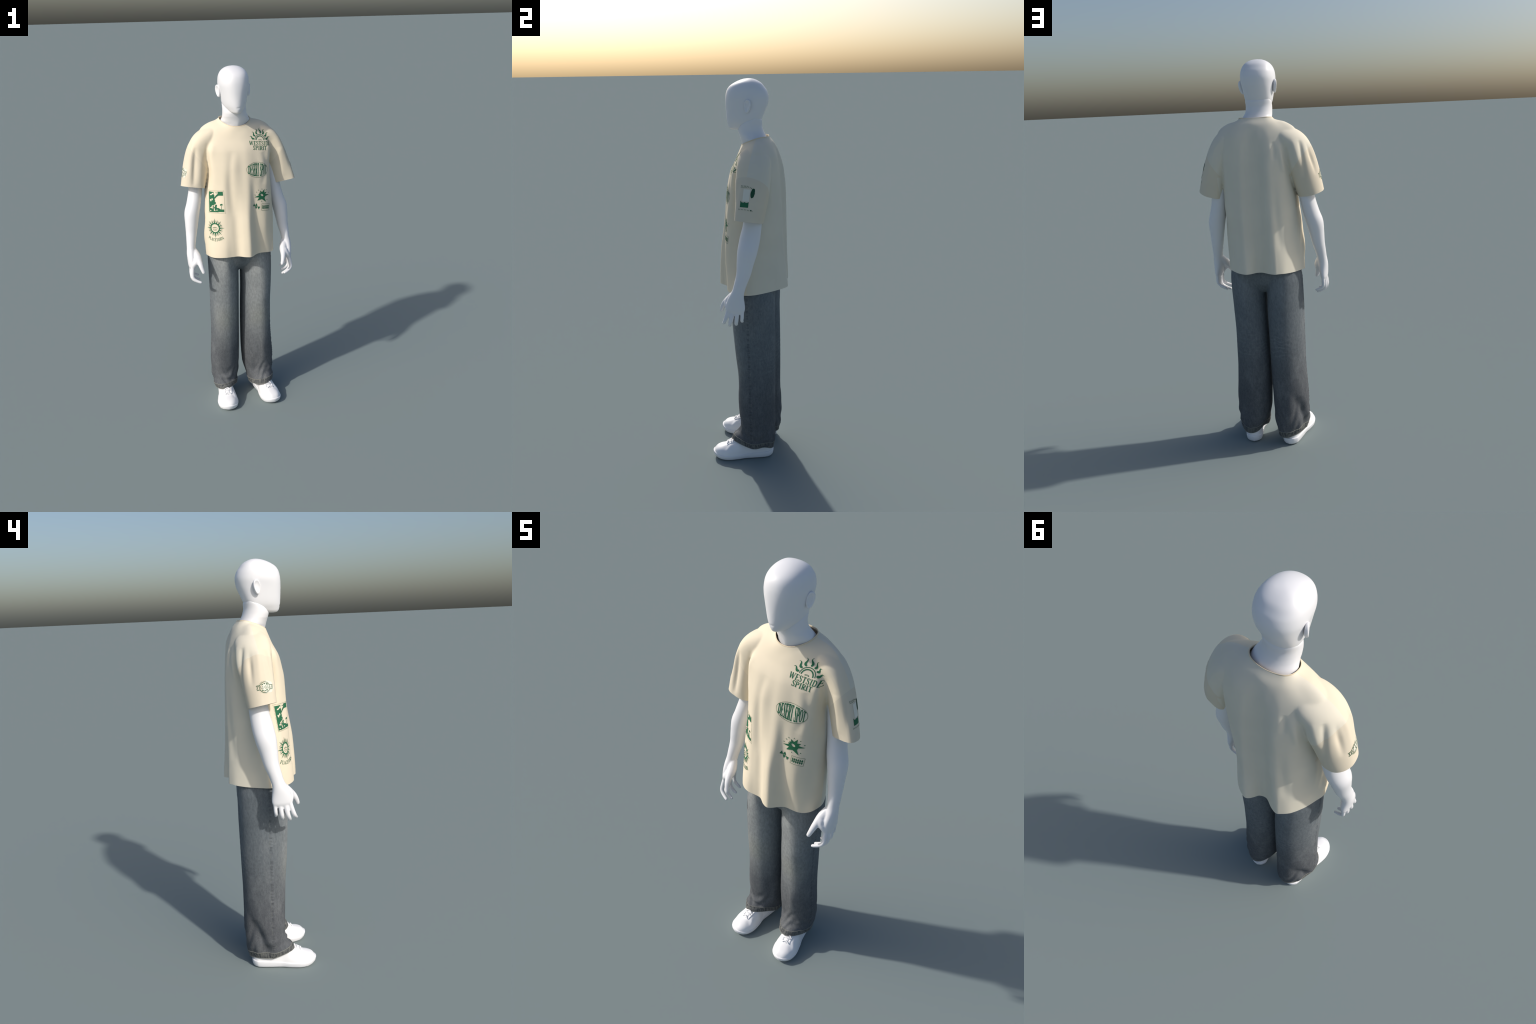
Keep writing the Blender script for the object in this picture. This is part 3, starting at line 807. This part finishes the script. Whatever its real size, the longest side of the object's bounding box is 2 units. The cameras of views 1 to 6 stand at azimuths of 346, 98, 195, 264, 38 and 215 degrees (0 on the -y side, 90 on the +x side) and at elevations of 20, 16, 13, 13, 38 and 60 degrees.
    for i, tv in enumerate((.60, .65, .70, .745)):
        w = .0205 - .008 * (tv - .5)
        P = [drop(tv + .022 * abs(q) * (1 if i % 2 else -.2), w * q, .0062 - .0035 * abs(q) ** 3) for q in np.linspace(-1, 1, 9)]
        V2, F2 = tube(P, np.array([(.0028, .0036)] * 9), 10, ref=(fwd[0], fwd[1], 0), steps=28, round_start=True)
        mesh_object("lace", V2, F2, lace_mat, top)
    return top
shoe((-.116, .117), (-.153, -.2025), -1)
shoe((.078, .120), (.136, -.198), 1)

# ------------------------------------------------------------------ printed marks
def ribbon(pts, w):
    """Stroke a polyline: list of quads; w is one width or one per point."""
    P = np.asarray(pts, float)
    w = np.broadcast_to(np.asarray(w, float), (len(P),))
    T = np.gradient(P, axis=0); T /= np.maximum(np.linalg.norm(T, axis=1), 1e-9)[:, None]
    Nn = np.stack([-T[:, 1], T[:, 0]], 1)
    a, b = P + Nn * w[:, None] / 2, P - Nn * w[:, None] / 2
    return [np.array([a[i], b[i], b[i + 1], a[i + 1]]) for i in range(len(P) - 1)]

def arc(cx, cy, rx, ry, a0, a1, n=18):
    t = np.radians(np.linspace(a0, a1, n))
    return np.stack([cx + rx * np.cos(t), cy + ry * np.sin(t)], 1)

def bar(x0, y0, x1, y1, w):
    return ribbon(np.linspace((x0, y0), (x1, y1), 6), w)

def glyph(ch, K=.17, H=.075):
    """Serif capital in a 1-high box: (width, polygons); K thick stem, H hairline."""
    o = []
    def stem(x, y0=0, y1=1, top=True, bot=True, w=K):
        o.extend(bar(x, y0, x, y1, w))
        if bot: o.extend(bar(x - w * .95, y0 + H / 2, x + w * .95, y0 + H / 2, H))
        if top: o.extend(bar(x - w * .95, y1 - H / 2, x + w * .95, y1 - H / 2, H))
    def diag(x0, y0, x1, y1, w):
        o.extend(bar(x0, y0, x1, y1, w))
    W = .75
    if ch == 'I':
        W = .42; stem(.21)
    elif ch == 'T':
        W = .72; stem(.36, top=False); o += bar(.03, .96, .69, .96, H); o += bar(.06, .82, .06, .98, H); o += bar(.66, .82, .66, .98, H)
    elif ch == 'E':
        W = .68; stem(.18); o += bar(.1, .96, .60, .96, H); o += bar(.1, .04, .62, .04, H); o += bar(.2, .52, .46, .52, H)
        o += bar(.59, .80, .59, .98, H); o += bar(.61, .02, .61, .22, H); o += bar(.46, .42, .46, .62, H)
    elif ch == 'L':
        W = .64; stem(.18); o += bar(.1, .04, .60, .04, H); o += bar(.58, .02, .58, .26, H)
    elif ch == 'D':
        W = .82; stem(.18); o += ribbon(arc(.30, .5, .40, .46, -90, 90, 22), H + (K - H) * np.sin(np.linspace(0, np.pi, 22)) ** 1.5); o += bar(.18, .96, .32, .96, H); o += bar(.18, .04, .32, .04, H)
    elif ch in 'PRB':
        W = .74; stem(.18); o += ribbon(arc(.34, .73, .28, .235, -90, 90, 18), H + (K - H) * np.sin(np.linspace(0, np.pi, 18)) ** 1.5); o += bar(.18, .965, .36, .965, H); o += bar(.18, .495, .36, .495, H)
        if ch == 'R':
            diag(.38, .5, .66, .04, K); o += bar(.60, .035, .78, .035, H)
        if ch == 'B':
            o += ribbon(arc(.36, .265, .31, .235, -90, 90, 18), H + (K - H) * np.sin(np.linspace(0, np.pi, 18)) ** 1.5); o += bar(.18, .035, .38, .035, H)
    elif ch == 'S':
        W = .66
        P = catmull([(.56, .74), (.53, .90), (.35, .97), (.17, .90), (.13, .74), (.25, .59), (.42, .47), (.54, .32), (.50, .11), (.32, .03), (.13, .10), (.09, .28)], 34)
        s = np.linspace(0, 1, 34); o += ribbon(P, H + (K - H) * np.exp(-((s - .5) / .22) ** 2)); o += bar(.565, .70, .565, .98, H); o += bar(.085, .02, .085, .30, H)
    elif ch in 'OC':
        W = .84 if ch == 'O' else .76
        a0, a1 = (0, 360) if ch == 'O' else (48, 312)
        t = np.radians(np.linspace(a0, a1, 40)); o += ribbon(arc(.42, .5, .34, .46, a0, a1, 40), H + (K - H) * np.cos(t) ** 2)
        if ch == 'C': o += bar(.66, .66, .66, .98, H)
    elif ch == 'A':
        W = .86; diag(.10, .02, .42, 1, H); diag(.42, 1, .74, .02, K); o += bar(.22, .34, .62, .34, H); o += bar(.0, .035, .2, .035, H); o += bar(.6, .035, .88, .035, H)
    elif ch == 'N':
        W = .88; stem(.15, w=H, top=False); stem(.73, w=H, bot=False); diag(.13, .98, .73, .04, K); o += bar(.02, .965, .22, .965, H)
    elif ch == 'W':
        W = 1.18
        diag(.10, .98, .33, .02, K); diag(.33, .02, .58, .92, H); diag(.55, .98, .80, .02, K); diag(.80, .02, 1.06, .98, H)
        for x in (.10, .56, 1.06): o += bar(x - .1, .965, x + .1, .965, H)
    elif ch == 'F':
        W = .66; stem(.18); o += bar(.1, .96, .60, .96, H); o += bar(.2, .52, .46, .52, H); o += bar(.59, .78, .59, .98, H)
    return W, o

def word(text, width, height, gap=.08, **kw):
    """Centred word, fitted to a width and height; baseline at y = 0."""
    x, polys = 0, []
    for ch in text:
        if ch == ' ':
            x += .34; continue
        W, g = glyph(ch, **kw)
        polys += [p + np.array([x, 0]) for p in g]
        x += W + gap
    x -= gap
    return [np.stack([(p[:, 0] - x / 2) * width / x, p[:, 1] * height], 1) for p in polys]

def move(polys, dx=0, dy=0, s=1, rot=0):
    c, n = math.cos(rot), math.sin(rot)
    return [np.stack([s * (p[:, 0] * c - p[:, 1] * n) + dx, s * (p[:, 0] * n + p[:, 1] * c) + dy], 1) for p in polys]

def blob(cx, cy, rx, ry, rot=0, rough=0, n=22, seed=0):
    r = np.random.default_rng(seed)
    t = np.linspace(0, 2 * np.pi, n, endpoint=False)
    k = 1 + rough * r.uniform(-1, 1, n)
    x, y = rx * k * np.cos(t), ry * k * np.sin(t)
    c, s = math.cos(rot), math.sin(rot)
    return [np.stack([cx + x * c - y * s, cy + x * s + y * c], 1)]

def rect(x0, y0, x1, y1):
    return [np.array([(x0, y0), (x1, y0), (x1, y1), (x0, y1)])]

def stamp(name, layers, centre, azimuth, tilt=0, roll=0, reach=.25, parent=shirt, mirror=False):
    """Lay flat shapes on the shirt: seen from `azimuth` (0 = from -y, 90 = from +x), projected straight on."""
    a = math.radians(azimuth); e = math.radians(tilt)
    view = np.array([math.sin(a) * math.cos(e), -math.cos(a) * math.cos(e), math.sin(e)])
    right = np.array([math.cos(a), math.sin(a), 0])
    up = np.cross(view, right) * -1
    up = np.cross(right, -view) if np.cross(right, -view)[2] > 0 else np.cross(-view, right)
    r = math.radians(roll)
    right, up = math.cos(r) * right + math.sin(r) * up, math.cos(r) * up - math.sin(r) * right
    c = np.asarray(centre, float)
    top = None
    for k, (mat, polys, lift) in enumerate(layers):
        bm = bmesh.new()
        for p in polys:
            if len(p) < 3: continue
            if mirror: p = p * np.array([-1, 1])
            try:
                bm.faces.new([bm.verts.new((q[0], q[1], 0)) for q in p])
            except ValueError:
                pass
        bmesh.ops.triangulate(bm, faces=[f for f in bm.faces if len(f.verts) > 4])
        xs = [v.co.x for v in bm.verts]; ys = [v.co.y for v in bm.verts]
        for ax, lo, hi in ((0, min(xs), max(xs)), (1, min(ys), max(ys))):
            for q in np.arange(math.floor(lo / .005) * .005, hi, .005)[1:]:
                no = [0, 0, 0]; no[ax] = 1; pc = [0, 0, 0]; pc[ax] = q
                bmesh.ops.bisect_plane(bm, geom=bm.verts[:] + bm.edges[:] + bm.faces[:], plane_co=pc, plane_no=no, dist=1e-7)
        dead = []
        for v in bm.verts:
            p = c + right * v.co.x + up * v.co.y + view * reach
            hit = SHIRT_BVH.ray_cast(Vector(p), Vector(-view), reach * 1.6)
            if hit[0] is None or hit[1].dot(Vector(view)) < .12:
                dead.append(v)
            else:
                v.co = hit[0] + hit[1] * lift
        if dead:
            bmesh.ops.delete(bm, geom=dead, context='VERTS')
        bm.normal_update()
        for f in bm.faces:
            if f.normal.dot(Vector(view)) < 0: f.normal_flip()
        me = bpy.data.meshes.new(name); bm.to_mesh(me); bm.free()
        me.materials.append(mat)
        ob = link(bpy.data.objects.new(name, me), parent)
        ob["kind"] = "stuff"

# rising sun with flames over two words
def flame(h, w, bend):
    s = np.linspace(0, 1, 12)
    spine = np.stack([bend * np.sin(s * 2 * np.pi) * .55 * w, s * h], 1)
    return ribbon(spine, w * np.interp(s, [0, .12, .3, .55, .8, 1], [.55, .92, 1, .62, .3, .04]))
P = []
for i in range(7):
    th = math.radians(-73.5 + 24.5 * i)
    P += move(flame(.0275, .0086, -1 if i < 3 else 1), -math.sin(-th) * .0365, math.cos(th) * .0365, rot=-th)
P += ribbon(arc(0, 0, .0310, .0310, 5, 175, 30), .0024) + ribbon(arc(0, 0, .0235, .0235, 5, 175, 30), .0038)
for i in (-1, 0, 1):
    f = 1 if i else -1
    P += [np.array([(i * .0065 - .0028, .0042 - .0024 * f), (i * .0065 + .0028, .0042 - .0024 * f), (i * .0065, .0042 + .0028 * f)])]
P += move(word("WESTSIDE", .128, .0215), 0, -.0245) + move(word("SPIRIT", .082, .0215), -.002, -.0485)
stamp("sun_print", [(ink, P, .0010)], (.1135, -.06, 1.5985), 0, 0, -7)
# oval badge with two swelling words
rx, ry = .066, .0415
oval = ribbon(arc(0, 0, rx, ry, 0, 360, 70), .0015)
W2 = []
for p in word("DESERT SPOT", 1.80, 1.0, gap=.05, K=.24, H=.08):
    env = np.sqrt(np.maximum(1 - (p[:, 0] / 1.06) ** 2, .05)) * .86
    W2.append(np.stack([p[:, 0] * rx * .97, (p[:, 1] * 2 - 1) * env * ry], 1))
stamp("oval_print", [(oval_ground, blob(0, 0, rx * .985, ry * .985, n=60), .0007), (ink_thin, oval, .0013), (ink, W2, .0013)], (.081, -.08, 1.447), 19, 0, -6)
# splash star, triangles and a ladder box
P = []
tips = [(8, .043), (42, .034), (75, .041), (118, .034), (140, .026), (162, .024), (196, .044), (232, .040), (305, .046), (335, .020)]
ring_pts = []
for i, (a, r) in enumerate(tips):
    a2, _ = tips[(i + 1) % len(tips)]
    a2 = a2 if a2 > a else a2 + 360
    ring_pts.append((r * math.cos(math.radians(a)), .86 * r * math.sin(math.radians(a))))
    m = math.radians((a + a2) / 2); ring_pts.append((.0195 * math.cos(m), .0178 * math.sin(m)))
ring_pts = np.array(ring_pts)
eye = arc(-.003, .0015, .0088, .0052, 0, 360, 41)
c0, s0 = math.cos(-.5), math.sin(-.5)
eye = np.stack([eye[:, 0] * c0 - eye[:, 1] * s0, eye[:, 0] * s0 + eye[:, 1] * c0], 1)
a_e = np.arctan2(eye[:-1, 1], eye[:-1, 0]); o = np.argsort(a_e); a_e, r_e = a_e[o], np.hypot(eye[:-1, 0], eye[:-1, 1])[o]
ar = np.arctan2(ring_pts[:, 1], ring_pts[:, 0]); rr = np.hypot(ring_pts[:, 0], ring_pts[:, 1])
for i in range(len(ring_pts)):          # star body as a fan around the open eye
    q, q2 = ring_pts[i], ring_pts[(i + 1) % len(ring_pts)]
    e1 = np.interp(ar[i], a_e, r_e, period=2 * np.pi) * np.array([math.cos(ar[i]), math.sin(ar[i])])
    j = (i + 1) % len(ring_pts)
    e2 = np.interp(ar[j], a_e, r_e, period=2 * np.pi) * np.array([math.cos(ar[j]), math.sin(ar[j])])
    P.append(np.array([e1, q, q2, e2]))
for a, r in ((25, .042), (58, .040), (97, .038), (128, .040), (150, .038), (178, .040), (268, .034), (322, .040)):
    P += move(blob(0, 0, .0030, .0013), r * math.cos(math.radians(a)), .86 * r * math.sin(math.radians(a)), rot=math.radians(a))
for x, y, f in ((-.040, -.050, 1), (-.027, -.0485, 1), (-.027, -.063, -1), (-.013, -.0635, -1)):
    P.append(np.array([(x - .0066, y - .0062 * f), (x + .0066, y - .0062 * f), (x, y + .0082 * f)]))
box = []
bx0, bx1, by0, by1 = .002, .052, -.076, -.042
for q in ((bx0, by0, bx1, by0), (bx1, by0, bx1, by1), (bx1, by1, bx0, by1), (bx0, by1, bx0, by0)):
    box += bar(*q, .0012)
for i in range(6):
    x = bx0 + .007 + i * .0072
    P += bar(x, by0 + .007, x, by1 - .007, .0030)
for y in (-.0635, -.0545):
    P += bar(bx0 + .004, y, bx1 - .004, y, .0026)
stamp("splash_print", [(ink, [p * 1.10 for p in P], .0012), (ink_thin, [p * 1.10 for p in box], .0010)], (.104, -.09, 1.300), 12, 0, -9)
# stamp with palms and hills on the right flank
W_, H_ = .094, .116
P, Q = [], []
P += rect(-.047, .012, -.012, .056) + rect(-.047, -.058, -.024, .014)
P += blob(-.020, .030, .012, .014, .3, .12, seed=1) + blob(-.016, .004, .009, .013, -.4, .1, seed=2) + blob(-.028, -.012, .015, .012, .2, .15, seed=3)
P += ribbon([(-.020, -.055), (-.018, -.03), (-.016, -.008)], .0045)
P += blob(-.008, -.008, .0052, .0085, -.5, .08, seed=4) + blob(-.002, -.022, .0052, .0080, -.9, .08, seed=5) + blob(-.006, -.032, .005, .009, -1.2, .08, seed=6)
P += rect(.014, .036, .045, .058) + ribbon(catmull([(.018, .042), (.004, .033), (-.006, .022), (-.012, .016)], 10), np.linspace(.012, .002, 10)) + ribbon([(.0, .052), (.012, .050)], .003)
P += rect(.012, -.056, .046, -.042) + blob(.008, -.044, .020, .0105, -.15, .06, seed=7) + rect(-.040, -.058, .012, -.051) + blob(-.032, -.046, .011, .009, 0, .25, seed=8)
P += ribbon([(.030, -.045), (.0315, -.022)], .0024) + blob(.0285, -.016, .0052, .0045, .6) + blob(.0345, -.0145, .0052, .0045, -.6)
Q += blob(-.030, .040, .0075, .0035, .4, .2, seed=11) + blob(-.034, .008, .0045, .007, .2, .2, seed=12) + blob(-.024, -.024, .0085, .0030, .5, .1, seed=13) + blob(-.030, -.034, .0095, .0028, -.1, .1, seed=14)
Q += blob(-.024, .014, .004, .006, -.4, .2, seed=15) + blob(.004, -.046, .006, .002, .1, .2, seed=16) + blob(-.036, -.050, .004, .003, 0, .3, seed=17) + blob(-.019, .046, .006, .004, .4, .25, seed=18)
D = []
for i in range(17):
    x = -.050 + i * .1 / 16
    D += rect(x - .0009, .0605, x + .0009, .0640) + rect(x - .0009, -.0645, x + .0009, -.0610)
for i in range(21):
    y = -.062 + i * .124 / 20
    D += rect(.0490, y - .0009, .0520, y + .0009) + rect(-.0520, y - .0009, -.0490, y + .0009)
stamp("palm_stamp_print", [(ink, P, .0010), (mat_front, Q, .0016), (ink_thin, D, .0010)], (-.1465, -.066, 1.280), -40, 0, 3)
# compass sun over a curved word
P, Q = [], []
for i in range(16):
    a = math.pi * 2 * i / 16
    r = .056 if i % 2 == 0 else .049
    P += move([np.array([(-.0044, .024), (.0044, .024), (0, r)])], rot=a)
for i in range(16):
    a = math.pi * 2 * (i + .5) / 16
    Q += move([np.array([(-.0011, .034), (.0011, .034), (0, .046)])], rot=a) + move([np.array([(-.0024, .040), (-.0012, .040), (-.0032, .046)]), np.array([(.0024, .040), (.0012, .040), (.0032, .046)])], rot=a)
P += ribbon(arc(0, 0, .0262, .0262, 0, 360, 50), .0065)
Q += ribbon(arc(0, -.010, .016, .016, 35, 145, 14), .0022) + ribbon(catmull([(-.015, .001), (-.007, .004), (.0, .001), (.008, .003), (.015, .0)], 16), .0020)
Q += ribbon(catmull([(-.013, -.010), (-.006, -.004), (.0, -.010), (.006, -.005), (.013, -.010)], 16), .0018) + bar(-.010, -.014, .010, -.014, .0018)
for p in word("PLACETORN", 1.0, 1.0, gap=.10):
    a = p[:, 0] * 1.02
    rr_ = .105 - p[:, 1] * .0175
    P.append(np.stack([rr_ * np.sin(a) * 1.0, .030 - rr_ * np.cos(a)], 1))
stamp("compass_print", [(ink, P, .0010), (ink_thin, Q, .0012)], (-.1625, -.074, 1.130), -38, 0, 4)
# round badge on the right sleeve (its word runs mirrored, as on the original)
P, Q = [], []
P += ribbon(arc(0, 0, .0205, .0215, 20, 160, 26), .0022) + ribbon(arc(0, 0, .0205, .0215, 200, 340, 26), .0022)
P += bar(-.034, .0085, -.019, .0085, .0026) + bar(.019, .0085, .034, .0085, .0026) + bar(-.032, -.0095, -.019, -.0085, .0026) + bar(.019, -.0085, .032, -.0095, .0026)
for a in range(30, 151, 12):
    c_, s_ = math.cos(math.radians(a)), math.sin(math.radians(a))
    Q += bar(.0230 * c_, .0240 * s_, .0255 * c_, .0265 * s_, .0008) + bar(.0230 * c_, -.0240 * s_, .0250 * c_, -.0262 * s_, .0008)
P += blob(-.010, .012, .004, .0028, .4) + blob(0, .0145, .004, .0022) + blob(.009, .012, .0035, .0025, -.4) + blob(-.008, -.012, .0035, .0028) + blob(.0, -.0145, .0035, .002) + blob(.009, -.012, .003, .003)
Q += move(word("BALD LIFE", .068, .0115, gap=.12), 0, -.0058)
stamp("badge_print", [(pale, blob(-.014, .0, .025, .027, 0, .10, seed=21), .0007), (badge_ink, [p * 1.08 for p in P + Q], .0012)], (-.31, .026, 1.437), -90, 10, 4, mirror=True)
# tall label on the left sleeve
P, Q = [], []
P += rect(-.028, -.036, .006, -.016) + [np.array([(-.028, -.016), (-.022, -.016), (-.028, -.009)]), np.array([(.0, -.016), (.006, -.016), (.006, -.012)]), np.array([(-.014, -.016), (-.006, -.016), (-.010, -.013)])]
dk = blob(.0155, .022, .0068, .0185, -.12, .06, seed=31) + blob(.0155, -.040, .0022, .0022)
for i in range(10):
    x = -.032 + i * .0062
    y = .050 - max(0, i - 4) * .0022
    Q += bar(x, y, x, y + .0048, .0022)
    Q += bar(x - .001, -.0475 - max(0, i - 5) * .001, x - .001, -.0435 - max(0, i - 5) * .001, .0020)
Q += bar(-.034, .0465, -.006, .0465, .0012)
stamp("label_print", [(pale, rect(-.0225, -.012, .0075, .044), .0007), (ink, [p * 1.1 for p in P], .0012), (ink_dark, [p * 1.28 for p in dk], .0012), (ink_thin, [p * 1.1 for p in Q], .0011)], (.30, .045, 1.464), 90, 10, -5)

for me in (arm_me, shirt_me, jeans_me):
    bpy.data.meshes.remove(me)
for me in [m for m in bpy.data.meshes if m.users == 0]:
    bpy.data.meshes.remove(me)
